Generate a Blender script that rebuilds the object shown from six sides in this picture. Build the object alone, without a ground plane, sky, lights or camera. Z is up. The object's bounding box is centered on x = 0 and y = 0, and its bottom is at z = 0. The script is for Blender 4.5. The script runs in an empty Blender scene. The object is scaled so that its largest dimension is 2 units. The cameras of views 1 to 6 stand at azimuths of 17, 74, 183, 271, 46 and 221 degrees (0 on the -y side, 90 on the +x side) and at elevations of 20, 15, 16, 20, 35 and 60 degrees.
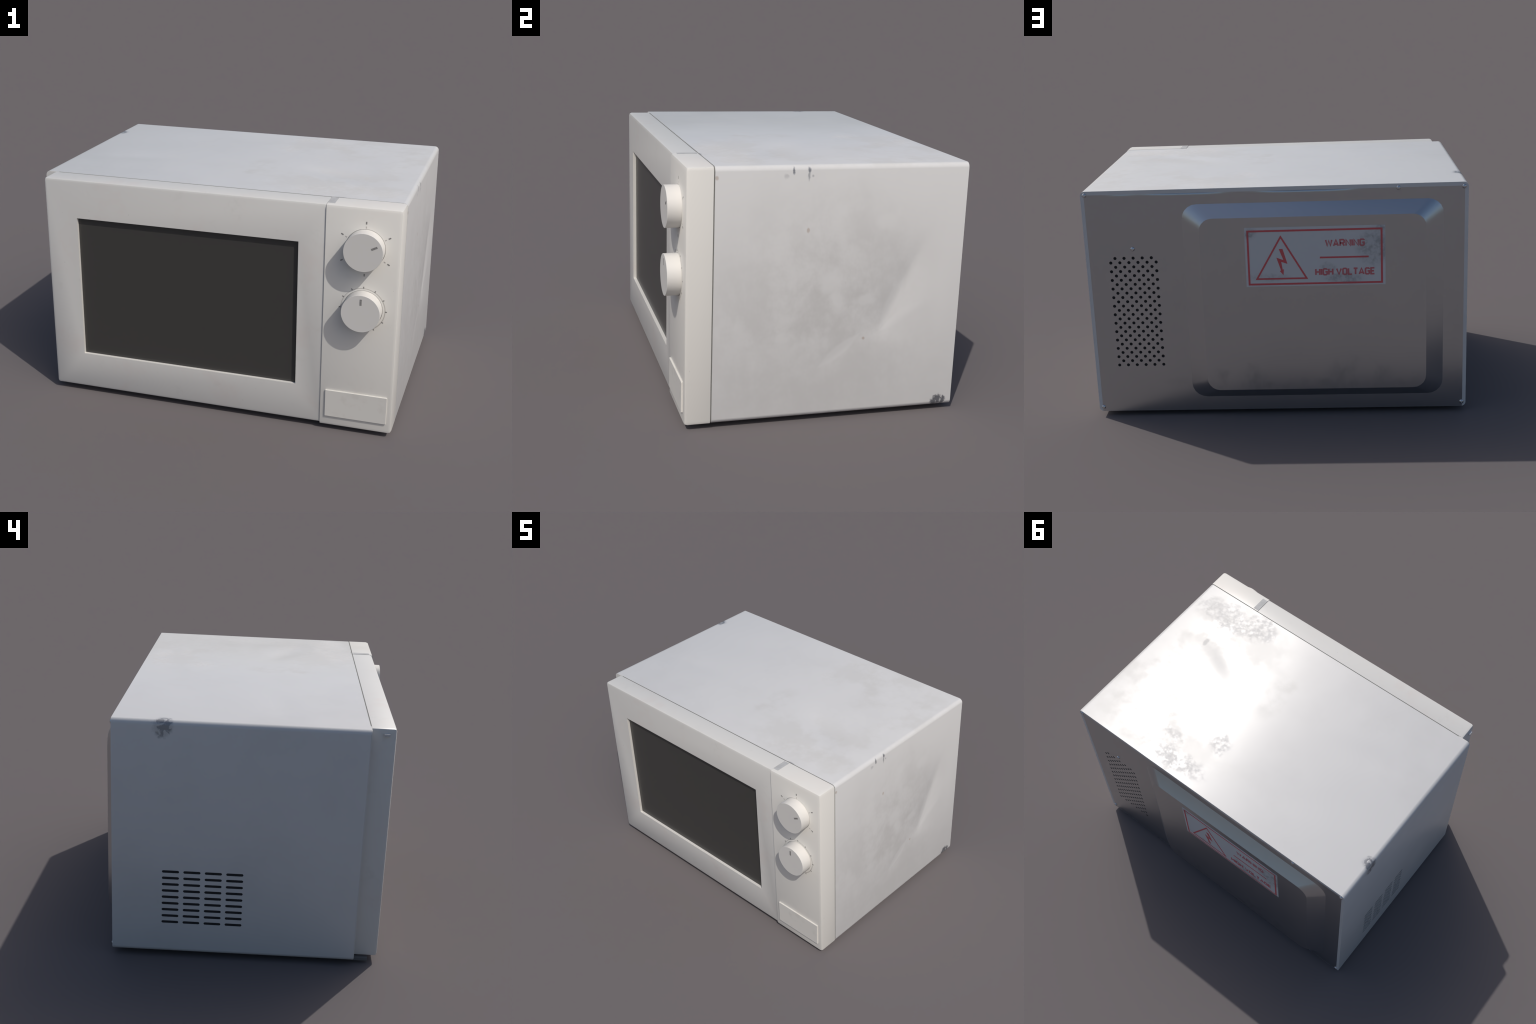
# Worn white countertop microwave oven, built part by part.
import bpy, bmesh, math, random
from mathutils import Vector

random.seed(7)

# ------------------------------------------------------------------ sizes (metres)
HALF = 1.0                      # half width of the case
Z0, Z1 = 0.026, 1.263           # bottom and top of the case
YF, YB = -0.5450, 0.6895         # front and back of the sheet-metal case
R = 0.024                       # rounding of the long case edges
TILT = math.radians(8.3)        # flat sheet, normals bent outwards to place sun glare and side gradients
DOOR = dict(x0=-0.948, x1=0.6115, y0=-0.672, y1=-0.5506, z0=0.0325, z1=1.2620)
PANEL = dict(x0=0.6135, x1=0.9995, y0=-0.6775, y1=-0.5506, z0=0.0245, z1=1.2630)
WIN = dict(x0=-0.7645, x1=0.4730, z0=0.2415, z1=1.0485, depth=0.018)
KNOB_Y = -0.745
BULGE_Y = 0.7448

# ------------------------------------------------------------------ node helpers
class Nodes:
    def __init__(self, name):
        self.mat = bpy.data.materials.new(name)
        self.mat.use_nodes = True
        self.t = self.mat.node_tree
        self.t.nodes.clear()
        out = self.t.nodes.new('ShaderNodeOutputMaterial')
        self.b = self.t.nodes.new('ShaderNodeBsdfPrincipled')
        self.t.links.new(self.b.outputs[0], out.inputs[0])
        self.co = self.t.nodes.new('ShaderNodeTexCoord').outputs['Object']

    def put(self, sock, v):
        if hasattr(v, 'is_output'):
            self.t.links.new(v, sock)
        elif isinstance(v, (tuple, list)) and sock.type == 'RGBA' and len(v) == 3:
            sock.default_value = (*v, 1.0)
        else:
            sock.default_value = v

    def set(self, **kw):
        names = dict(color='Base Color', rough='Roughness', metal='Metallic', normal='Normal',
                     ior='IOR', spec='Specular IOR Level', coat='Coat Weight', coat_rough='Coat Roughness')
        for k, v in kw.items():
            self.put(self.b.inputs[names[k]], v)
        return self

    def math(self, op, a, b=0.0, c=0.0, clamp=False):
        n = self.t.nodes.new('ShaderNodeMath'); n.operation = op; n.use_clamp = clamp
        for s, v in zip(n.inputs, (a, b, c)):
            self.put(s, v)
        return n.outputs[0]

    def vmath(self, op, a, b=None, scale=None):
        n = self.t.nodes.new('ShaderNodeVectorMath'); n.operation = op
        self.put(n.inputs[0], a)
        if b is not None: self.put(n.inputs[1], b)
        if scale is not None: self.put(n.inputs['Scale'], scale)
        return n.outputs['Value'] if op in ('LENGTH', 'DOT_PRODUCT') else n.outputs['Vector']

    def noise(self, scale, detail=3.0, rough=0.55, stretch=None, dist=0.0, color=False, offset=None):
        co = self.co
        if offset: co = self.vmath('ADD', co, offset)
        if stretch: co = self.vmath('MULTIPLY', co, stretch)
        n = self.t.nodes.new('ShaderNodeTexNoise')
        self.put(n.inputs['Vector'], co)
        for k, v in (('Scale', scale), ('Detail', detail), ('Roughness', rough), ('Distortion', dist)):
            n.inputs[k].default_value = v
        return n.outputs['Color' if color else 'Fac']

    def ramp(self, v, lo, hi, a=0.0, b=1.0, smooth=True):
        n = self.t.nodes.new('ShaderNodeMapRange')
        n.interpolation_type = 'SMOOTHSTEP' if smooth else 'LINEAR'
        n.clamp = True
        for s, x in zip(n.inputs, (v, lo, hi, a, b)):
            self.put(s, x)
        return n.outputs[0]

    def mix(self, f, a, b):
        n = self.t.nodes.new('ShaderNodeMix'); n.data_type = 'RGBA'
        self.put(n.inputs[0], f); self.put(n.inputs[6], a); self.put(n.inputs[7], b)
        return n.outputs[2]

    def mixf(self, f, a, b):
        n = self.t.nodes.new('ShaderNodeMix'); n.data_type = 'FLOAT'
        self.put(n.inputs[0], f); self.put(n.inputs[2], a); self.put(n.inputs[3], b)
        return n.outputs[0]

    def blob(self, centre, radii, wobble=0.0, wscale=20.0, soft=0.5, detail=4.0):
        """soft-edged, noise-frayed ellipsoid of grime around a point: 1 inside, 0 outside"""
        p = self.co
        if wobble:
            nz = self.noise(wscale, detail, 0.65, color=True)
            # fray only along the sheet the blob lies on, not through it
            flat = (abs(centre[0]) == 1.0, 0.70 < centre[1] < 0.76, centre[2] == 1.263)
            amount = tuple(0.0 if f else wobble for f in flat)
            p = self.vmath('ADD', p, self.vmath('MULTIPLY', self.vmath('SUBTRACT', nz, (0.5, 0.5, 0.5)), amount))
        d = self.vmath('LENGTH', self.vmath('DIVIDE', self.vmath('SUBTRACT', p, centre), radii))
        return self.ramp(d, 1.0 - soft, 1.0 + soft, 1.0, 0.0)

    def most(self, *ms):
        r = ms[0]
        for m in ms[1:]:
            r = self.math('MAXIMUM', r, m)
        return r

    def axis(self, k):
        n = self.t.nodes.new('ShaderNodeSeparateXYZ')
        self.t.links.new(self.co, n.inputs[0])
        return n.outputs[k]

    def side_of(self, a, b):
        """signed distance on the right-hand side sheet from the line a-b given in (y, z); positive to the lower right"""
        L = math.hypot(b[0] - a[0], b[1] - a[1])
        ny, nz = (b[1] - a[1]) / L, -(b[0] - a[0]) / L
        return self.math('SUBTRACT', self.vmath('DOT_PRODUCT', self.co, (0.0, ny, nz)), a[0] * ny + a[1] * nz)

    def leaf(self, a, b, w):
        """light on a crease fold, painted as a leaf-shaped wiped patch between two points (y, z) of the right-hand side sheet"""
        L = math.hypot(b[0] - a[0], b[1] - a[1])
        t = ((b[0] - a[0]) / L, (b[1] - a[1]) / L)
        s = self.math('SUBTRACT', self.vmath('DOT_PRODUCT', self.co, (0.0, t[0], t[1])), (a[0] + b[0]) / 2 * t[0] + (a[1] + b[1]) / 2 * t[1])
        d = self.side_of(a, b)
        q = self.math('ADD', self.math('POWER', self.math('ABSOLUTE', self.math('DIVIDE', s, L / 2)), 2.0),
                      self.math('ABSOLUTE', self.math('DIVIDE', d, w)))
        onside = self.ramp(self.axis('X'), 0.90, 0.95)
        return self.math('MULTIPLY', self.ramp(q, 0.55, 1.15, 1.0, 0.0), onside)

    def bump(self, h, strength, dist=0.01):
        n = self.t.nodes.new('ShaderNodeBump')
        n.inputs['Strength'].default_value = strength
        n.inputs['Distance'].default_value = dist
        self.put(n.inputs['Height'], h)
        return n.outputs[0]


# ------------------------------------------------------------------ materials
def painted_steel():
    m = Nodes('painted_steel')
    base = (0.640, 0.636, 0.628)
    # broad haze of grey grime on the right-hand side, mottled, cut off along the crease
    cloud = m.noise(3.2, 6.0, 0.6, dist=0.3)
    fine = m.noise(11.0, 8.0, 0.68)
    streak = m.noise(8.0, 6.0, 0.6, stretch=(1, 1, 0.3), offset=(3, 1, 7))
    mottle = m.math('ADD', m.math('MULTIPLY', cloud, 0.50), m.math('ADD', m.math('MULTIPLY', fine, 0.32), m.math('MULTIPLY', streak, 0.18)))
    patch = m.ramp(mottle, 0.38, 0.60, 0.10, 1.0)
    side = m.most(m.blob((1.0, 0.02, 0.62), (0.30, 0.40, 0.42), 0.40, 3.0, soft=0.8),
                  m.math('MULTIPLY', m.blob((1.0, -0.05, 0.45), (0.30, 0.58, 0.52), 0.30, 3.0, soft=0.5), 0.62))
    beyond = m.side_of((0.27, 0.43), (0.47, 0.86))
    crease = m.ramp(beyond, -0.015, 0.04, 1.0, 0.45)
    crease = m.mixf(m.ramp(m.axis('Z'), 0.36, 0.46), 0.8, crease)
    right = m.math('MULTIPLY', m.math('MULTIPLY', patch, side), crease)
    lightened = m.most(m.blob((1.0, 0.02, 0.70), (0.2, 0.055, 0.065), 0.08, 9.0, 0.5),
                   m.blob((1.0, 0.06, 0.60), (0.2, 0.035, 0.055), 0.08, 9.0, 0.5),
                   m.blob((1.0, 0.29, 0.985), (0.2, 0.05, 0.035), 0.06, 8.0, 0.5),
                   m.blob((1.0, 0.20, 0.60), (0.2, 0.05, 0.025), 0.06, 8.0, 0.5),
                   m.leaf((0.275, 0.438), (0.500, 0.590), 0.030), m.leaf((-0.03, 0.270), (0.185, 0.440), 0.030),
                   m.math('MULTIPLY', m.leaf((0.28, 0.45), (0.40, 0.72), 0.035), 0.7))
    right = m.math('MULTIPLY', right, m.math('SUBTRACT', 1.0, m.math('MULTIPLY', lightened, 0.75)))
    general = m.math('MULTIPLY', m.ramp(m.noise(2.2, 7.0, 0.6, offset=(5, 2, 9)), 0.42, 0.75), 0.16)
    dirt = m.most(m.math('MULTIPLY', right, 0.58), general)
    col = m.mix(dirt, base, (0.440, 0.430, 0.418))
    # stains on the top near the right front corner and near the back edge
    lumps = m.ramp(m.math('ADD', m.math('MULTIPLY', m.noise(34, 5.0, 0.62), 0.72), m.math('MULTIPLY', m.noise(8.0, 4.0, 0.6, offset=(2, 8, 1)), 0.40)), 0.44, 0.68)
    zone = m.most(m.blob((0.74, -0.40, 1.263), (0.25, 0.085, 0.02), 0.16, 6.0, 0.35),
                  m.blob((0.52, -0.44, 1.263), (0.12, 0.10, 0.02), 0.10, 8.0, 0.35),
                  m.blob((0.28, 0.59, 1.263), (0.18, 0.055, 0.02), 0.16, 6.0, 0.5),
                  m.blob((0.16, 0.36, 1.263), (0.06, 0.06, 0.02), 0.12, 8.0, 0.5),
                  m.math('MULTIPLY', m.blob((0.42, 0.47, 1.263), (0.08, 0.03, 0.02), 0.10, 8.0, 0.5), 0.7),
                  m.math('MULTIPLY', m.blob((0.72, 0.25, 1.263), (0.35, 0.45, 0.02), 0.16, 6.0, 0.6), 0.15))
    stain = m.math('MULTIPLY', lumps, zone)
    stain = m.most(stain, m.math('MULTIPLY', m.blob((0.717, -0.164, 1.263), (0.015, 0.026, 0.02), 0.03, 45.0, 0.4), 0.9))
    # wide dull haze around the stains
    haze = m.math('MULTIPLY', m.ramp(m.noise(5.0, 6.0, 0.60, offset=(11, 4, 2)), 0.42, 0.62),
                  m.most(m.blob((0.62, -0.30, 1.263), (0.42, 0.25, 0.02), 0.2, 4.0, 0.6), m.blob((0.62, 0.45, 1.263), (0.50, 0.25, 0.02), 0.2, 4.0, 0.6),
                         m.blob((0.90, 0.05, 1.263), (0.13, 0.60, 0.02), 0.15, 4.0, 0.6), m.blob((0.10, -0.12, 1.263), (0.09, 0.16, 0.02), 0.15, 6.0, 0.6)))  # these two dull and darken the paint to bound the sun glare
    col = m.mix(m.math('MULTIPLY', haze, 0.28), col, (0.47, 0.455, 0.42))
    col = m.mix(m.math('MULTIPLY', stain, 0.14), col, (0.52, 0.50, 0.46))
    # paint knocked off the edges down to dull steel
    crack = m.ramp(m.noise(30, 3.0, 0.5, dist=0.6), 0.42, 0.55)
    dents = m.math('MULTIPLY', m.blob((-1.0, 0.440, 1.235), (0.06, 0.046, 0.056), 0.05, 22.0, 0.25),
                   m.math('MAXIMUM', crack, 0.38))
    chips = m.most(dents,
                   m.blob((1.0, -0.180, 1.238), (0.020, 0.0055, 0.016), 0.012, 60.0, 0.5),
                   m.blob((1.0, -0.106, 1.240), (0.020, 0.0065, 0.012), 0.012, 60.0, 0.5),
                   m.math('MULTIPLY', m.blob((1.0, -0.107, 1.215), (0.020, 0.0045, 0.022), 0.012, 60.0, 0.6), 0.6),
                   m.math('MULTIPLY', m.blob((1.0, -0.088, 1.213), (0.02, 0.0055, 0.0055), 0.01, 60.0, 0.6), 0.4),
                   m.math('MULTIPLY', m.blob((1.0, -0.215, 1.214), (0.02, 0.010, 0.010), 0.02, 60.0, 0.6), 0.25),
                   m.math('MULTIPLY', m.blob((1.0, 0.618, 0.050), (0.06, 0.040, 0.026), 0.06, 40.0, 0.2), m.ramp(m.noise(55, 3.0, 0.5, stretch=(1, 1, 0.45)), 0.34, 0.50, 0.35, 1.15)),
                   m.math('MULTIPLY', m.blob((0.655, -0.545, 1.263), (0.024, 0.007, 0.01), 0.02, 60.0, 0.6), 0.55))
    col = m.mix(m.math('MULTIPLY', chips, 0.72), col, (0.150, 0.160, 0.185))
    rust = m.most(m.blob((1.0, -0.537, 1.211), (0.02, 0.008, 0.009), 0.008, 60.0, 0.5),
                  m.blob((1.0, -0.101, 0.958), (0.02, 0.007, 0.011), 0.008, 60.0, 0.5),
                  m.blob((1.0, 0.200, 0.411), (0.02, 0.007, 0.007), 0.008, 60.0, 0.5))
    col = m.mix(m.math('MULTIPLY', rust, 0.55), col, (0.36, 0.27, 0.21))
    # gloss: smeared sheen, dull where stained
    sheen = m.ramp(m.noise(4.2, 9.0, 0.62, dist=0.5, offset=(1, 6, 3)), 0.36, 0.66)
    rough = m.mixf(sheen, 0.285, 0.33)
    rough = m.mixf(m.math('MULTIPLY', haze, 0.55), rough, 0.50)
    rough = m.mixf(stain, rough, 0.56)
    rough = m.mixf(m.math('MULTIPLY', right, 0.6), rough, 0.62)
    rough = m.mixf(chips, rough, 0.45)
    m.set(color=col, rough=rough, normal=m.bump(m.math('SUBTRACT', 1.0, chips), 0.25, 0.003))
    m.set(metal=m.math('MULTIPLY', chips, 0.5))
    return m.mat


def plastic(name, base, pink=0.0, rough=0.35, soil=0.25):
    m = Nodes(name)
    blush = m.ramp(m.noise(4.5, 5.0, 0.6, dist=0.4), 0.50, 0.72)
    col = m.mix(m.math('MULTIPLY', blush, pink), base, (base[0] * 0.98, base[1] * 0.91, base[2] * 0.90))
    grime = m.ramp(m.noise(11.0, 7.0, 0.65, offset=(4, 4, 1)), 0.56, 0.76)
    col = m.mix(m.math('MULTIPLY', grime, soil), col, (base[0] * 0.80, base[1] * 0.79, base[2] * 0.77))
    spots = m.ramp(m.noise(48.0, 2.0, 0.5, offset=(9, 2, 5)), 0.74, 0.80)
    col = m.mix(m.math('MULTIPLY', spots, 0.35), col, (base[0] * 0.66, base[1] * 0.66, base[2] * 0.66))
    r = m.mixf(m.noise(6.0, 8.0, 0.65, offset=(2, 3, 4)), rough - 0.06, rough + 0.10)
    m.set(color=col, rough=r)
    return m.mat


def plain(name, color, rough=0.5, metal=0.0, vary=0.0, scale=30.0):
    m = Nodes(name)
    col = color
    if vary:
        col = m.mix(m.ramp(m.noise(scale, 4.0, 0.6), 0.40, 0.65), color, tuple(c * (1 - vary) for c in color))
    m.set(color=col, rough=rough, metal=metal)
    return m.mat


def back_metal():
    m = Nodes('bare_galvanised_steel')
    soot = m.math('MULTIPLY', m.ramp(m.noise(7, 3.5, 0.5, stretch=(1, 1, 0.6)), 0.40, 0.66),
                  m.most(m.blob((0.20, 0.745, 0.24), (0.13, 0.1, 0.06), 0.12, 7.0, 0.5),
                         m.blob((-0.43, 0.745, 0.24), (0.14, 0.1, 0.09), 0.12, 7.0, 0.5),
                         m.math('MULTIPLY', m.blob((-0.1, 0.745, 0.19), (0.6, 0.1, 0.03), 0.12, 7.0, 0.6), 0.6)))
    col = m.mix(m.noise(5.0, 4.0, 0.5), (0.545, 0.560, 0.580), (0.575, 0.585, 0.600))
    col = m.mix(m.math('MULTIPLY', soot, 0.55), col, (0.27, 0.27, 0.275))
    m.set(color=col, metal=1.0, rough=m.mixf(soot, m.mixf(m.noise(6, 3.0, 0.5), 0.282, 0.30), 0.42))
    return m.mat


def sticker(name, color, fade):
    m = Nodes(name)
    wear = m.ramp(m.math('ADD', m.math('MULTIPLY', m.noise(24, 7.0, 0.65), 0.7), m.math('MULTIPLY', m.noise(70, 3.0, 0.6), 0.3)), 0.42, 0.60)
    zone = m.most(m.blob((-0.515, 0.746, 0.945), (0.080, 0.05, 0.085), 0.06, 14.0, 0.5),
                  m.blob((-0.36, 0.746, 0.782), (0.085, 0.05, 0.028), 0.06, 14.0, 0.5),
                  m.blob((-0.275, 0.746, 0.845), (0.035, 0.05, 0.020), 0.04, 14.0, 0.6),
                  m.blob((0.125, 0.746, 1.030), (0.028, 0.05, 0.028), 0.04, 14.0, 0.5),
                  m.blob((-0.55, 0.746, 1.045), (0.035, 0.05, 0.020), 0.04, 14.0, 0.5),
                  m.math('MULTIPLY', m.blob((0.03, 0.746, 0.795), (0.09, 0.05, 0.018), 0.04, 14.0, 0.6), 0.6))
    g = m.math('MULTIPLY', m.math('MULTIPLY', m.math('ADD', m.math('MULTIPLY', wear, 0.7), 0.3), zone), fade)
    m.set(color=m.mix(g, color, tuple(0.30 * c + 0.10 for c in color)), rough=0.5)
    return m.mat


STEEL = painted_steel()
DOOR_PLASTIC = plastic('door_plastic', (0.650, 0.640, 0.612), pink=0.45)
PANEL_PLASTIC = plastic('panel_plastic', (0.685, 0.670, 0.632), pink=0.2, soil=0.15)  # base colour raised to match the brighter light at upper right
KNOB_PLASTIC = plastic('knob_plastic', (0.665, 0.650, 0.620), pink=0.05, rough=0.5, soil=0.08)
PLATE_PLASTIC = plastic('cover_plastic', (0.655, 0.638, 0.598), pink=0.1, rough=0.5, soil=0.35)
GLASS = plain('smoked_glass', (0.048, 0.0465, 0.0435), 0.38)
INK = plain('grey_ink', (0.265, 0.258, 0.248), 0.6, vary=0.25, scale=120)
FAINT_INK = plain('faded_ink', (0.500, 0.480, 0.450), 0.6)
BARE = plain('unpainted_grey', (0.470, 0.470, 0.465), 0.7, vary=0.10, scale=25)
SEAM_SHADOW = plain('painted_seam_shadow', (0.20, 0.20, 0.187), 0.8)
DARK = plain('dark_interior', (0.018, 0.018, 0.020), 0.9)
RUBBER = plain('grey_foot_plastic', (0.13, 0.13, 0.13), 0.6)
METAL = back_metal()
SCREW_STEEL = plain('screw_steel', (0.62, 0.62, 0.63), 0.18, 1.0)
PIN_STEEL = plain('pin_metal', (0.60, 0.60, 0.60), 0.32, vary=0.1)
LABEL_WHITE = sticker('label_paper', (0.610, 0.610, 0.610), 0.72)
LABEL_RED = sticker('label_red', (0.620, 0.100, 0.110), 0.35)
LABEL_TEXT = sticker('label_lettering', (0.560, 0.150, 0.165), 0.35)

# ------------------------------------------------------------------ object helpers
ROOT = bpy.data.objects.new('microwave_oven', None)
bpy.context.scene.collection.objects.link(ROOT)
ROOT['label'] = 'worn white microwave oven with two round dials and dark door window'
ROOT['category'] = 'microwave oven'


def add(name, mesh, mat, parent=None, kind=None):
    o = bpy.data.objects.new(name, mesh)
    bpy.context.scene.collection.objects.link(o)
    o.parent = parent or ROOT
    if mat and not mesh.materials:
        mesh.materials.append(mat)
    if kind:
        o['kind'] = kind
    return o


def finish(bm, name, smooth_angle=None):
    bm.normal_update()
    me = bpy.data.meshes.new(name)
    if smooth_angle is not None:
        for f in bm.faces:
            f.smooth = True
        for e in bm.edges:
            if len(e.link_faces) == 2 and e.calc_face_angle(0.0) > math.radians(smooth_angle):
                e.smooth = False
    bm.to_mesh(me)
    bm.free()
    return me


def box_bm(x0, x1, y0, y1, z0, z1):
    bm = bmesh.new()
    v = [bm.verts.new((x, y, z)) for x in (x0, x1) for y in (y0, y1) for z in (z0, z1)]
    for q in ((0, 1, 3, 2), (4, 6, 7, 5), (0, 4, 5, 1), (2, 3, 7, 6), (0, 2, 6, 4), (1, 5, 7, 3)):
        bm.faces.new([v[i] for i in q])
    bmesh.ops.recalc_face_normals(bm, faces=bm.faces)
    return bm


def bevel(bm, pick, offset, segments):
    es = [e for e in bm.edges if pick(e)]
    bmesh.ops.bevel(bm, geom=es, offset=offset, segments=segments, profile=0.5, affect='EDGES', clamp_overlap=True)


def edge_on(e, **lim):
    """true when both ends of the edge lie on the given coordinate values"""
    ax = dict(x=0, y=1, z=2)
    return all(abs(v.co[ax[k]] - val) < 1e-6 for v in e.verts for k, val in lim.items())


def simple_box(name, mat, dims, r=0.0, seg=2, parent=None):
    bm = box_bm(*dims)
    if r:
        bevel(bm, lambda e: True, r, seg)
    return add(name, finish(bm, name, 28), mat, parent)


# ------------------------------------------------------------------ dents in the sheet metal
def dent_top(x, y):
    """height offset of the top sheet"""
    h = 0.0
    for cx, cy, sx, sy, a, d in ((0.53, -0.14, 0.13, 0.055, -0.50, -0.0085),
                                 (-0.64, -0.12, 0.16, 0.06, 0.15, -0.0030),
                                 (-0.45, 0.35, 0.22, 0.10, 0.3, -0.0022)):
        u = (x - cx) * math.cos(a) + (y - cy) * math.sin(a)
        v = -(x - cx) * math.sin(a) + (y - cy) * math.cos(a)
        h += d * math.exp(-0.5 * ((u / sx) ** 2 + (v / sy) ** 2))
    return h


def dent_side(y, z):
    """offset of the right-hand sheet: a kinked crease with two smaller folds"""
    h = 0.0
    for (y0, z0), (y1, z1), wl, wr, d in (((0.27, 0.43), (0.47, 0.86), 0.140, 0.105, -0.0160),
                                          ((0.27, 0.43), (0.52, 0.585), 0.035, 0.035, 0.0016),
                                          ((-0.03, 0.27), (0.20, 0.435), 0.045, 0.030, -0.0020)):
        L = math.hypot(y1 - y0, z1 - z0)
        ty, tz = (y1 - y0) / L, (z1 - z0) / L
        s = ((y - y0) * ty + (z - z0) * tz) / L
        dist = (y - y0) * tz - (z - z0) * ty            # positive to the lower right
        w = wr if dist > 0 else wl
        q = math.sqrt(dist * dist + 0.018 ** 2) - 0.018
        along = 1.0 / (1 + math.exp(-(s - 0.02) * 16)) / (1 + math.exp((s - 0.95) * 10))
        h += d * math.exp(-q / w) * along
    fade = min(1.0, max(0.0, (0.66 - y) / 0.10)) * min(1.0, max(0.0, (1.21 - z) / 0.12))
    return h * fade * fade * (3 - 2 * fade)


# ------------------------------------------------------------------ case
def case_loop():
    """cross-section walked counter-clockwise seen from the front: x, z, lean angle of the normal, face"""
    pts = []
    x, zt, zb = HALF - R, Z1 - R, Z0 + R

    def flat(a, b, ang, n, tag):
        for i in range(n + 1):
            t = i / n
            pts.append((a[0] + (b[0] - a[0]) * t, a[1] + (b[1] - a[1]) * t, ang + TILT * (2 * t - 1), tag))

    def bend(cx, cz, a0):
        for i in range(1, 6):
            t = i / 6
            g = a0 + t * math.pi / 2
            lean = a0 + TILT + t * (math.pi / 2 - 2 * TILT)
            pts.append((cx + R * math.cos(g), cz + R * math.sin(g), lean, 'bend'))

    flat((HALF, zb), (HALF, zt), 0.0, 90, 'right')
    bend(x, zt, 0.0)
    flat((x, Z1), (-x, Z1), math.pi / 2, 110, 'top')
    bend(-x, zt, math.pi / 2)
    flat((-HALF, zt), (-HALF, zb), math.pi, 1, 'left')
    bend(-x, zb, math.pi)
    flat((-x, Z0), (x, Z0), 1.5 * math.pi, 4, 'bottom')
    bend(x, zb, 1.5 * math.pi)
    return pts


def build_case():
    loop = case_loop()
    n = len(loop)
    ny = 96
    ys = [YF + (YB - YF) * j / ny for j in range(ny + 1)]
    bm = bmesh.new()
    normal = {}
    grid = []
    e = 1e-4
    for j, y in enumerate(ys):
        row = []
        for x, z, a, tag in loop:
            nx, nyy, nz = math.cos(a), 0.0, math.sin(a)
            px, pz = x, z
            if tag == 'top':
                pz += 0.15 * dent_top(x, y)
                nx -= (dent_top(x + e, y) - dent_top(x - e, y)) / (2 * e)
                nyy -= (dent_top(x, y + e) - dent_top(x, y - e)) / (2 * e)
            elif tag == 'right':
                px += 0.15 * dent_side(y, z)
                nyy -= (dent_side(y + e, z) - dent_side(y - e, z)) / (2 * e)
                nz -= (dent_side(y, z + e) - dent_side(y, z - e)) / (2 * e)
            v = bm.verts.new((px, y, pz))
            normal[v] = Vector((nx, nyy, nz)).normalized()
            row.append(v)
        grid.append(row)
    skin = set()
    left_edges = []
    for i in range(n):
        k = (i + 1) % n
        if loop[i][3] == 'left' and loop[k][3] == 'left':
            # flat left wall is filled below, around its ventilation slots
            left_edges += [bm.edges.new((grid[j][i], grid[j + 1][i])) if not bm.edges.get((grid[j][i], grid[j + 1][i])) else bm.edges.get((grid[j][i], grid[j + 1][i])) for j in range(ny)]
            left_edges += [bm.edges.new((grid[j][k], grid[j + 1][k])) for j in range(ny)]
            left_edges += [bm.edges.new((grid[0][i], grid[0][k])), bm.edges.new((grid[ny][i], grid[ny][k]))]
            continue
        for j in range(ny):
            skin.add(bm.faces.new((grid[j][k], grid[j][i], grid[j + 1][i], grid[j + 1][k])))
    # ventilation slots: four columns of nine
    slot_edges = []
    for c in range(4):
        for r in range(9):
            cy, cz = 0.3955 - 0.1070 * c, 0.4790 - 0.03495 * r
            hw, hh = 0.0430, 0.0070
            ring = []
            for s, base in ((1, -90), (-1, 90)):
                for q in range(7):
                    a = math.radians(base + 30 * q)
                    ring.append(bm.verts.new((-HALF, cy + s * (hw - hh) + hh * math.cos(a), cz + hh * math.sin(a))))
            for v in ring:
                t = (Z1 - R - v.co.z) / (Z1 - Z0 - 2 * R)
                a = math.pi + TILT * (2 * t - 1)
                normal[v] = Vector((math.cos(a), 0, math.sin(a)))
            slot_edges.append([bm.edges.new((ring[q], ring[(q + 1) % len(ring)])) for q in range(len(ring))])
    res = bmesh.ops.triangle_fill(bm, use_beauty=True, use_dissolve=False, edges=left_edges + [e2 for s in slot_edges for e2 in s], normal=(-1, 0, 0))
    filled = [g for g in res['geom'] if isinstance(g, bmesh.types.BMFace)]
    for f in filled:
        f.normal_update()
        if f.normal.x > 0:
            f.normal_flip()
        skin.add(f)
    for s in slot_edges:
        r = bmesh.ops.extrude_edge_only(bm, edges=s)
        for g in r['geom']:
            if isinstance(g, bmesh.types.BMVert):
                g.co.x += 0.0010
    # flange folded over the back plate, and the sheet's thickness at front and back
    def lip(row, f):
        return [bm.verts.new(f(v)) for v in row]
    cl = lambda v, a, b: min(b, max(a, v))
    back = grid[ny]
    fl = lip(back, lambda v: (cl(v.co.x, -0.9815, 0.9815), YB, cl(v.co.z, Z0 + 0.0002, Z1 - 0.0205)))
    fl2 = lip(fl, lambda v: (v.co.x, YB - 0.006, v.co.z))
    inn = lip(back, lambda v: (v.co.x * (0.9985 if v.co.x < 0 else 0.9940), YB - 0.006, 0.6445 + (v.co.z - 0.6445) * 0.9930))
    inf = lip(grid[0], lambda v: (v.co.x * (0.9985 if v.co.x < 0 else 0.9940), YF, 0.6445 + (v.co.z - 0.6445) * 0.9930))
    rings = [back, fl, fl2, inn, inf, grid[0]]
    for q, (a, b) in enumerate(zip(rings, rings[1:])):
        for i in range(n):
            k = (i + 1) % n
            bm.faces.new((a[k], a[i], b[i], b[k])).material_index = 1 if q in (2, 3) else 0
    bm.normal_update()
    lining = [f for f in bm.faces if f not in skin]
    for f in bm.faces:
        f.smooth = f in skin
    bm.verts.index_update()
    bm.faces.index_update()
    want = [None] * len(bm.verts)
    for v, nv in normal.items():
        want[v.index] = nv
    skin_idx = {f.index for f in skin}
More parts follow.
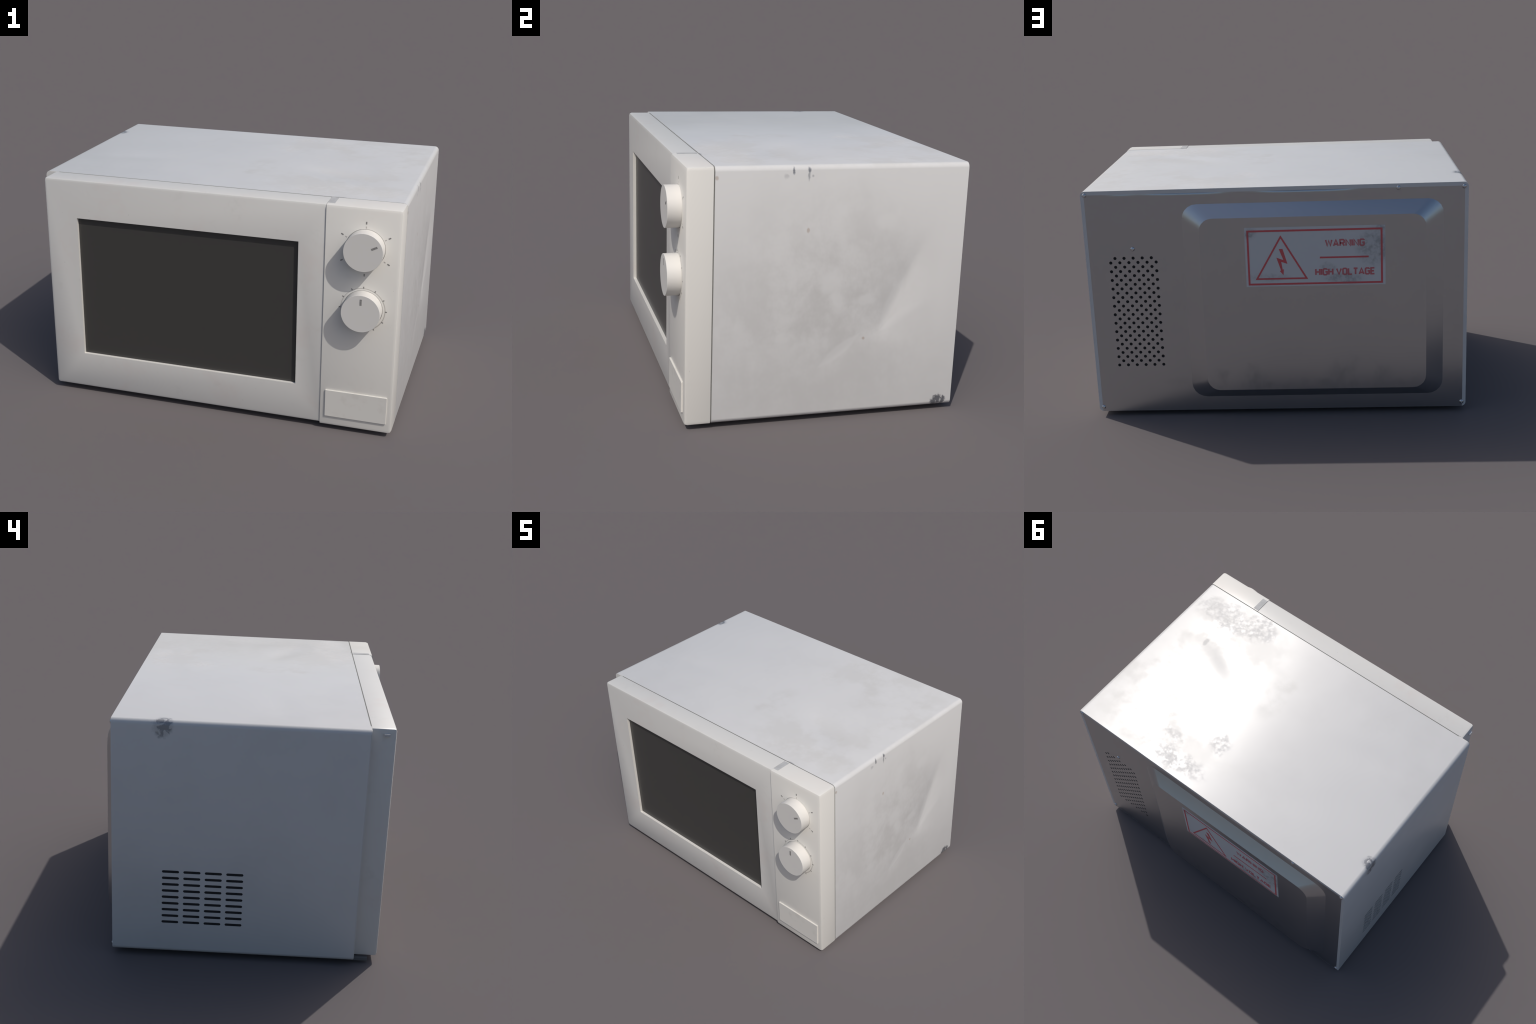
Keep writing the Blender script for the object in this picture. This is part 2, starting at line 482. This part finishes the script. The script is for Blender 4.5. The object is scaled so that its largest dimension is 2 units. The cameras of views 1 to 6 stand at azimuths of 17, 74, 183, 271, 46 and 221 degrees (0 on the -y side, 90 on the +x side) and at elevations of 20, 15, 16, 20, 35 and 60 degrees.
    me = bpy.data.meshes.new('case')
    bm.to_mesh(me)
    bm.free()
    loops = []
    for p in me.polygons:
        for li in p.loop_indices:
            w = want[me.loops[li].vertex_index]
            loops.append(w if (p.index in skin_idx and w is not None) else p.normal.copy())
    me.normals_split_custom_set(loops)
    me.materials.append(STEEL)
    me.materials.append(DARK)           # inner wall coloured black, close behind the slots
    return add('case', me, None)


CASE = build_case()

# box close behind the ventilation holes, blackened to show unlit depth
simple_box('interior_liner', DARK, (-0.978, 0.978, YF + 0.004, YB - 0.0045, 0.046, 1.238), parent=CASE)
# moulded front frame of the cavity: a pale strip shows left of the door, the rest is coloured dark to draw the seam's shadow
def frame_part(name, x0, x1, mat, parent):
    bm = box_bm(x0, x1, -0.5490, YF - 0.0005, Z0 + 0.001, Z1 - 0.001)
    bevel(bm, lambda e: abs(e.verts[0].co.y - e.verts[1].co.y) > 1e-4 and abs(abs(e.verts[0].co.x) - 0.9985) < 1e-3, R, 4)
    return add(name, finish(bm, name, 40), mat, parent)


FRAME = frame_part('front_frame', -0.9985, -0.9200, DOOR_PLASTIC, None)
frame_part('cavity_face', -0.9195, 0.9985, SEAM_SHADOW, FRAME)
simple_box('door_mount', SEAM_SHADOW, (-0.870, 0.920, DOOR['y1'] - 0.0005, -0.5488, 0.110, 1.180), parent=FRAME)

# feet under the floor, well inside the edges, and a hinge bracket under the door
for fx in (-0.72, 0.72):
    for fy in (-0.36, 0.40):
        bm = bmesh.new()
        bmesh.ops.create_cone(bm, cap_ends=True, segments=32, radius1=0.038, radius2=0.042, depth=0.030)
        bmesh.ops.translate(bm, verts=bm.verts, vec=(fx, fy, 0.015))
        add('foot', finish(bm, 'foot', 40), RUBBER)
simple_box('hinge_bracket', RUBBER, (-0.9640, -0.9430, -0.6210, YF + 0.002, 0.0125, 0.0315), 0.0012, 1, parent=FRAME)

# ------------------------------------------------------------------ door
def build_door():
    d = DOOR
    bm = box_bm(d['x0'], d['x1'], d['y0'], d['y1'], d['z0'], d['z1'])

    def rounded(e):
        front = edge_on(e, y=d['y0']) and not edge_on(e, x=d['x1'])
        left = edge_on(e, x=d['x0'], z=d['z1']) or edge_on(e, x=d['x0'], z=d['z0'])
        return front or left
    bevel(bm, rounded, 0.015, 2)
    face = max((f for f in bm.faces if f.normal.y < -0.99), key=lambda f: f.calc_area())
    outer = list(face.verts)
    bmesh.ops.delete(bm, geom=[face], context='FACES_ONLY')
    w = WIN

    def pick(v, y):
        cx, cz = 0.5 * (w['x0'] + w['x1']), 0.5 * (w['z0'] + w['z1'])
        return bm.verts.new((w['x0'] if v.co.x < cx else w['x1'], y, w['z0'] if v.co.z < cz else w['z1']))
    ring = [pick(v, d['y0']) for v in outer]
    deep = [pick(v, d['y0'] + w['depth'] + 0.004) for v in outer]
    m = len(outer)
    for i in range(m):
        k = (i + 1) % m
        bm.faces.new((outer[i], outer[k], ring[k], ring[i]))
        bm.faces.new((ring[i], ring[k], deep[k], deep[i]))
    bmesh.ops.recalc_face_normals(bm, faces=bm.faces)
    return add('door', finish(bm, 'door', 40), DOOR_PLASTIC)


DOOR_OBJ = build_door()
simple_box('window', GLASS, (WIN['x0'] - 0.004, WIN['x1'] + 0.004, DOOR['y0'] + WIN['depth'], DOOR['y0'] + WIN['depth'] + 0.006,
                             WIN['z0'] - 0.004, WIN['z1'] + 0.004), parent=DOOR_OBJ)
simple_box('hinge_pin', PIN_STEEL, (-0.9610, -0.930, -0.638, -0.609, 1.2245, 1.2370), 0.0012, 1, parent=DOOR_OBJ)

# ------------------------------------------------------------------ control panel
def build_panel():
    p = PANEL
    bm = box_bm(p['x0'], p['x1'], p['y0'], p['y1'], p['z0'], p['z1'])

    def rounded(e):
        front = edge_on(e, y=p['y0']) and not edge_on(e, x=p['x0'])
        right = edge_on(e, x=p['x1'], z=p['z1']) or edge_on(e, x=p['x1'], z=p['z0'])
        return front or right
    bevel(bm, rounded, 0.018, 2)
    # openings for the dials, a little wider than the dials themselves
    face = max((f for f in bm.faces if f.normal.y < -0.99), key=lambda f: f.calc_area())
    rim = list(face.verts)
    edges = list(face.edges)
    bmesh.ops.delete(bm, geom=[face], context='FACES_ONLY')
    rings = []
    for kx, kz, _ in KNOBS:
        vs = [bm.verts.new((kx + 0.1019 * math.cos(2 * math.pi * i / 64), p['y0'], kz + 0.1019 * math.sin(2 * math.pi * i / 64))) for i in range(64)]
        rings.append([bm.edges.new((vs[i], vs[(i + 1) % 64])) for i in range(64)])
    res = bmesh.ops.triangle_fill(bm, use_beauty=True, use_dissolve=False, edges=edges + rings[0] + rings[1], normal=(0, -1, 0))
    for f in res['geom']:
        if isinstance(f, bmesh.types.BMFace):
            f.normal_update()
            if f.normal.y > 0:
                f.normal_flip()
    for r in rings:
        for g in bmesh.ops.extrude_edge_only(bm, edges=r)['geom']:
            if isinstance(g, bmesh.types.BMVert):
                g.co.y += 0.060
    corners = [tuple(v.co) for v in rim]
    me = finish(bm, 'control_panel', 40)
    # carry the gentle lean of the corner normals across the pierced front face
    own = [n.vector.copy() for n in me.corner_normals]
    found = {}
    for q in me.polygons:
        if q.normal.y < -0.999:
            for li in q.loop_indices:
                co = tuple(me.vertices[me.loops[li].vertex_index].co)
                for c in corners:
                    if (Vector(co) - Vector(c)).length < 1e-5:
                        found[c] = own[li]
    x0, x1 = min(c[0] for c in corners), max(c[0] for c in corners)
    z0, z1 = min(c[2] for c in corners), max(c[2] for c in corners)
    at = lambda x, z: next(n for c, n in found.items() if abs(c[0] - x) < 1e-4 and abs(c[2] - z) < 1e-4)
    n00, n10, n01, n11 = at(x0, z0), at(x1, z0), at(x0, z1), at(x1, z1)
    for q in me.polygons:
        if q.normal.y < -0.999:
            for li in q.loop_indices:
                co = me.vertices[me.loops[li].vertex_index].co
                u, v = (co.x - x0) / (x1 - x0), (co.z - z0) / (z1 - z0)
                own[li] = ((n00 * (1 - u) + n10 * u) * (1 - v) + (n01 * (1 - u) + n11 * u) * v).normalized()
    me.normals_split_custom_set(own)
    return add('control_panel', me, PANEL_PLASTIC)


KNOBS = ((0.8185, 1.0500, 27.0), (0.8190, 0.7235, 90.0))        # x, z and pointer angle of the two dials
PANEL_OBJ = build_panel()
simple_box('cover_plate', PLATE_PLASTIC, (0.6405, 0.9700, -0.6858, -0.674, 0.0850, 0.2390), 0.0012, 1, parent=PANEL_OBJ)
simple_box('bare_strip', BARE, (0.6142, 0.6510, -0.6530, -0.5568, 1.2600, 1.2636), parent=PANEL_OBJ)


def build_knob():
    prof = [(0.1006, PANEL['y0'] + 0.030), (0.1003, PANEL['y0'] - 0.002), (0.1000, KNOB_Y + 0.0012), (0.0990, KNOB_Y)]
    bm = bmesh.new()
    seg = 64
    rings = [[bm.verts.new((r * math.cos(2 * math.pi * i / seg), y, r * math.sin(2 * math.pi * i / seg))) for i in range(seg)] for r, y in prof]
    for a, b in zip(rings, rings[1:]):
        for i in range(seg):
            k = (i + 1) % seg
            bm.faces.new((a[i], a[k], b[k], b[i]))
    bm.faces.new(rings[-1])
    bmesh.ops.recalc_face_normals(bm, faces=bm.faces)
    return finish(bm, 'dial', 28)


def strip_bm(bm, a, b, w, plane_y, thick, axis=-1):
    """thin raised bar of ink from a to b (x, z) standing 'thick' proud of a plane that faces -y or +y"""
    ax, az = a; bx, bz = b
    L = math.hypot(bx - ax, bz - az)
    nx, nz = -(bz - az) / L * w / 2, (bx - ax) / L * w / 2
    q = [(ax + nx, az + nz), (bx + nx, bz + nz), (bx - nx, bz - nz), (ax - nx, az - nz)]
    prism(bm, q, plane_y, plane_y + axis * thick)


def prism(bm, poly, y_in, y_out):
    a = [bm.verts.new((x, y_in, z)) for x, z in poly]
    b = [bm.verts.new((x, y_out, z)) for x, z in poly]
    n = len(poly)
    bm.faces.new(b)
    for i in range(n):
        k = (i + 1) % n
        bm.faces.new((a[i], a[k], b[k], b[i]))


DIAL = build_knob()
DIAL.materials.append(KNOB_PLASTIC)
for kx, kz, turn in KNOBS:
    o = add('dial', DIAL, None, PANEL_OBJ)
    o.location = (kx, 0, kz)
    bm = bmesh.new()
    c, s = math.cos(math.radians(turn)), math.sin(math.radians(turn))
    strip_bm(bm, (kx + 0.046 * c, kz + 0.046 * s), (kx + 0.079 * c, kz + 0.079 * s), 0.0105, KNOB_Y + 0.001, 0.0016)
    bmesh.ops.recalc_face_normals(bm, faces=bm.faces)
    add('pointer', finish(bm, 'pointer', 40), INK, PANEL_OBJ)

# printed dial marks
PY = PANEL['y0'] + 0.001
cx, cz = 0.8185, 1.046
for i in range(6):
    a = math.radians(30 + 60 * i)
    bm = bmesh.new()
    strip_bm(bm, (cx + 0.131 * math.cos(a), cz + 0.131 * math.sin(a)), (cx + 0.1445 * math.cos(a), cz + 0.1445 * math.sin(a)), 0.0068, PY, 0.0015)
    bmesh.ops.recalc_face_normals(bm, faces=bm.faces)
    add('power_mark', finish(bm, 'power_mark', 40), INK, PANEL_OBJ)
    bm = bmesh.new()
    strip_bm(bm, (cx + 0.110 * math.cos(a), cz + 0.110 * math.sin(a)), (cx + 0.120 * math.cos(a), cz + 0.120 * math.sin(a)), 0.0050, PY, 0.0015)
    bmesh.ops.recalc_face_normals(bm, faces=bm.faces)
    add('power_dot', finish(bm, 'power_dot', 40), FAINT_INK, PANEL_OBJ)
cx, cz = 0.8190, 0.7215
for i in range(11):
    a = math.radians(240 - 30 * i)
    bm = bmesh.new()
    strip_bm(bm, (cx + 0.114 * math.cos(a), cz + 0.114 * math.sin(a)), (cx + 0.1245 * math.cos(a), cz + 0.1245 * math.sin(a)), 0.0055, PY, 0.0016)
    bmesh.ops.recalc_face_normals(bm, faces=bm.faces)
    add('minute_mark', finish(bm, 'minute_mark', 40), INK, PANEL_OBJ)
bm = bmesh.new()
N = 72
arc = [math.radians(240 - 300 * i / N) for i in range(N + 1)]
for a, b in zip(arc, arc[1:]):
    w = 0.0012 + 0.0016 * (math.radians(240) - a) / math.radians(300)
    q = [(cx + (0.1145 + s) * math.cos(t), cz + (0.1145 + s) * math.sin(t)) for t, s in ((a, w), (b, w), (b, -w), (a, -w))]
    prism(bm, q, PY, PY - 0.0013)
bmesh.ops.remove_doubles(bm, verts=bm.verts, dist=1e-6)
bmesh.ops.recalc_face_normals(bm, faces=bm.faces)
add('minute_ring', finish(bm, 'minute_ring', 40), FAINT_INK, PANEL_OBJ)

# ------------------------------------------------------------------ back plate with pressed bulge
def round_rect(x0, x1, z0, z1, r, seg):
    pts = []
    for cx, cz, a0 in ((x1 - r, z1 - r, 0), (x0 + r, z1 - r, 90), (x0 + r, z0 + r, 180), (x1 - r, z0 + r, 270)):
        for i in range(seg + 1):
            a = math.radians(a0 + 90 * i / seg)
            pts.append((cx + r * math.cos(a), cz + r * math.sin(a)))
    return pts


def build_back():
    y0 = YB - 0.0002
    bm = bmesh.new()

    def ring(pts, y):
        vs = [bm.verts.new((x, y, z)) for x, z in pts]
        return vs, [bm.edges.new((vs[i], vs[(i + 1) % len(vs)])) for i in range(len(vs))]
    ztop = 1.214
    nx = 120
    x_l, x_r = -0.984, 0.984
    top = [(x_l + (x_r - x_l) * i / nx, ztop) for i in range(nx + 1)]
    outer, oe = ring([(x_r, 0.0264)] + list(reversed(top)) + [(x_l, 0.0264)], y0)
    bo, be = ring(round_rect(-0.8755, 0.4780, 0.1040, 1.1815, 0.080, 5), y0)
    holes = []
    for r in range(26):
        six = r % 2 == 1
        for c in range(6 if six else 5):
            hx = 0.8690 - 0.04833 * (c + (0 if six else 0.5))
            hz = 0.8996 - 0.02411 * r
            vs, es = ring([(hx + 0.0086 * math.cos(math.radians(30 * q)), hz + 0.0086 * math.sin(math.radians(30 * q))) for q in range(12)], y0)
            holes.append(es)
    bmesh.ops.triangle_fill(bm, use_beauty=True, use_dissolve=False, edges=oe + be + [e for h in holes for e in h], normal=(0, 1, 0))
    for f in bm.faces:
        f.normal_update()
        if f.normal.y < 0:
            f.normal_flip()
    for h in holes:
        r = bmesh.ops.extrude_edge_only(bm, edges=h)
        for g in r['geom']:
            if isinstance(g, bmesh.types.BMVert):
                g.co.y -= 0.0040
    # pressed-out panel
    inner, _ = ring(round_rect(-0.7825, 0.3850, 0.1640, 1.1160, 0.068, 5), BULGE_Y)
    n = len(bo)
    for i in range(n):
        k = (i + 1) % n
        bm.faces.new((bo[i], bo[k], inner[k], inner[i]))
    cap = bm.faces.new(inner)
    # knocked-in upper rim
    def knock(x):
        return 0.0045 * (math.exp(-((x - 0.46) / 0.20) ** 4) * 0.8 + math.exp(-((x + 0.17) / 0.23) ** 4)
                         + 0.45 * math.exp(-((x - 0.78) / 0.08) ** 2))
    tops = sorted((v for v in outer if abs(v.co.z - ztop) < 1e-6), key=lambda v: v.co.x)
    prev = tops
    for j in range(1, 9):
        z = ztop + 0.0325 * j / 8
        t = max(0.0, (z - 1.2315) / 0.013)
        row = [bm.verts.new((v.co.x, y0 - knock(v.co.x) * t * t * (1.6 - 0.6 * min(t, 1.0)), z)) for v in tops]
        for i in range(nx):
            bm.faces.new((prev[i], prev[i + 1], row[i + 1], row[i]))
        prev = row
    bmesh.ops.recalc_face_normals(bm, faces=bm.faces)
    if cap.normal.y < 0:
        bmesh.ops.reverse_faces(bm, faces=bm.faces)
    return add('back_plate', finish(bm, 'back_plate', 24), METAL)


BACK = build_back()


def build_screw():
    bm = bmesh.new()
    prof = [(0.0122, 0.0), (0.0118, 0.0024), (0.0100, 0.0052), (0.0064, 0.0074), (0.0028, 0.0082)]
    seg = 16
    rings = [[bm.verts.new((r * math.cos(2 * math.pi * i / seg), y, r * math.sin(2 * math.pi * i / seg))) for i in range(seg)] for r, y in prof]
    for a, b in zip(rings, rings[1:]):
        for i in range(seg):
            k = (i + 1) % seg
            bm.faces.new((a[i], a[k], b[k], b[i]))
    c = bm.verts.new((0, 0.0060, 0))          # driver recess
    for i in range(seg):
        bm.faces.new((rings[-1][i], rings[-1][(i + 1) % seg], c))
    bmesh.ops.recalc_face_normals(bm, faces=bm.faces)
    return finish(bm, 'screw', 40)


SCREW = build_screw()
SCREW.materials.append(SCREW_STEEL)
for sx, sz, sy in ((0.9785, 1.2425, YB), (-0.9775, 1.2400, YB), (0.9770, 0.0510, YB), (-0.9780, 0.0515, YB),
                   (-0.6440, 1.2415, YB), (0.7475, 0.9490, YB)):
    o = add('screw', SCREW, None, BACK)
    o.location = (sx, sy - 0.0005, sz)
    o.rotation_euler = (0, random.uniform(0, 1.5), 0)

# ------------------------------------------------------------------ warning label
LY = BULGE_Y
bm = box_bm(-0.5720, 0.1505, LY - 0.001, LY + 0.0008, 0.7450, 1.0625)
LABEL = add('warning_label', finish(bm, 'warning_label', 40), LABEL_WHITE, BACK)


def stroke(bm, pts, w, y_in, y_out, closed=False):
    """mitred band of ink along a polyline given in (x, z)"""
    P = [Vector(p) for p in pts]
    n = len(P)
    offs = []
    for i in range(n):
        a = P[i] - P[i - 1] if (closed or i > 0) else P[1] - P[0]
        b = P[(i + 1) % n] - P[i] if (closed or i < n - 1) else a
        a, b = a.normalized(), b.normalized()
        na, nb = Vector((-a.y, a.x)), Vector((-b.y, b.x))
        m = (na + nb).normalized()
        offs.append(m * (w / 2) / max(0.72, m.dot(na)))
    for i in range(n if closed else n - 1):
        k = (i + 1) % n
        q = [P[i] + offs[i], P[k] + offs[k], P[k] - offs[k], P[i] - offs[i]]
        prism(bm, [(v.x, v.y) for v in q], y_in, y_out)


def ink(name, mat, draw):
    bm = bmesh.new()
    draw(bm)
    bmesh.ops.remove_doubles(bm, verts=bm.verts, dist=1e-6)
    bmesh.ops.recalc_face_normals(bm, faces=bm.faces)
    return add(name, finish(bm, name), mat, BACK)


ink('label_border', LABEL_RED, lambda b: stroke(b, [(0.1345, 0.7575), (0.1345, 1.0435), (-0.5535, 1.0435), (-0.5535, 0.7575)], 0.0100, LY, LY + 0.0016, True))
ink('warning_triangle', LABEL_RED, lambda b: stroke(b, [(-0.0352, 1.0110), (0.0940, 0.7865), (-0.1640, 0.7865)], 0.0125, LY, LY + 0.0016, True))
ink('lightning_bolt', LABEL_RED, lambda b: prism(b, [(-0.0245, 0.9460), (-0.0435, 0.9468), (-0.0665, 0.8660), (-0.0345, 0.8775), (-0.0410, 0.8350),
                                                      (-0.0470, 0.8370), (-0.0440, 0.8050), (-0.0265, 0.8275), (-0.0325, 0.8310), (-0.0105, 0.9005), (-0.0465, 0.8865)], LY, LY + 0.0016))
ink('divider_line', LABEL_RED, lambda b: stroke(b, [(-0.2350, 0.8960), (-0.4860, 0.8960)], 0.0088, LY, LY + 0.0016))

# squared block letters as pen strokes in a unit box (width given first)
GLYPHS = {
    'W': (0.86, [[(0, 1), (0.20, 0), (0.43, 0.9), (0.66, 0), (0.86, 1)]]),
    'A': (0.66, [[(0, 0), (0.33, 1), (0.66, 0)], [(0.12, 0.27), (0.54, 0.27)]]),
    'R': (0.58, [[(0, 0), (0, 1), (0.46, 1), (0.58, 0.88), (0.58, 0.58), (0.46, 0.46), (0, 0.46)], [(0.34, 0.44), (0.58, 0)]]),
    'N': (0.60, [[(0, 0), (0, 1), (0.60, 0), (0.60, 1)]]),
    'I': (0.00, [[(0, 0), (0, 1)]]),
    'G': (0.56, [[(0.56, 0.84), (0.56, 0.88), (0.44, 1), (0.12, 1), (0, 0.88), (0, 0.12), (0.12, 0), (0.44, 0), (0.56, 0.12), (0.56, 0.50), (0.30, 0.50)]]),
    'H': (0.58, [[(0, 0), (0, 1)], [(0.58, 0), (0.58, 1)], [(0, 0.5), (0.58, 0.5)]]),
    'V': (0.66, [[(0, 1), (0.33, 0), (0.66, 1)]]),
    'O': (0.56, [[(0.12, 0), (0, 0.12), (0, 0.88), (0.12, 1), (0.44, 1), (0.56, 0.88), (0.56, 0.12), (0.44, 0), (0.12, 0)]]),
    'L': (0.50, [[(0, 1), (0, 0), (0.50, 0)]]),
    'T': (0.58, [[(0, 1), (0.58, 1)], [(0.29, 1), (0.29, 0)]]),
    'E': (0.50, [[(0.50, 1), (0, 1), (0, 0), (0.50, 0)], [(0, 0.5), (0.44, 0.5)]]),
}


def lettering(text, x_left, x_right, z0, h, w):
    gap = 0.27
    total, pos = 0.0, []
    for ch in text:
        if ch == ' ':
            total += 0.34
            continue
        pos.append((ch, total))
        total += GLYPHS[ch][0] + gap
    total -= gap
    s = (x_left - x_right - w) / total          # letters run towards -x because the label is read from behind
    hh = h - w
    for ch, p in pos:
        def draw(b, ch=ch, p=p):
            for i, line in enumerate(GLYPHS[ch][1]):
                stroke(b, [(x_left - w / 2 - (p + px) * s, z0 + w / 2 + pz * hh) for px, pz in line], w, LY, LY + 0.0016 + 0.0002 * i)
        ink('letter_' + ch.lower(), LABEL_TEXT, draw)


lettering('WARNING', -0.2630, -0.4675, 0.9525, 0.0405, 0.0084)
lettering('HIGH VOLTAGE', -0.2085, -0.5190, 0.7985, 0.0400, 0.0084)
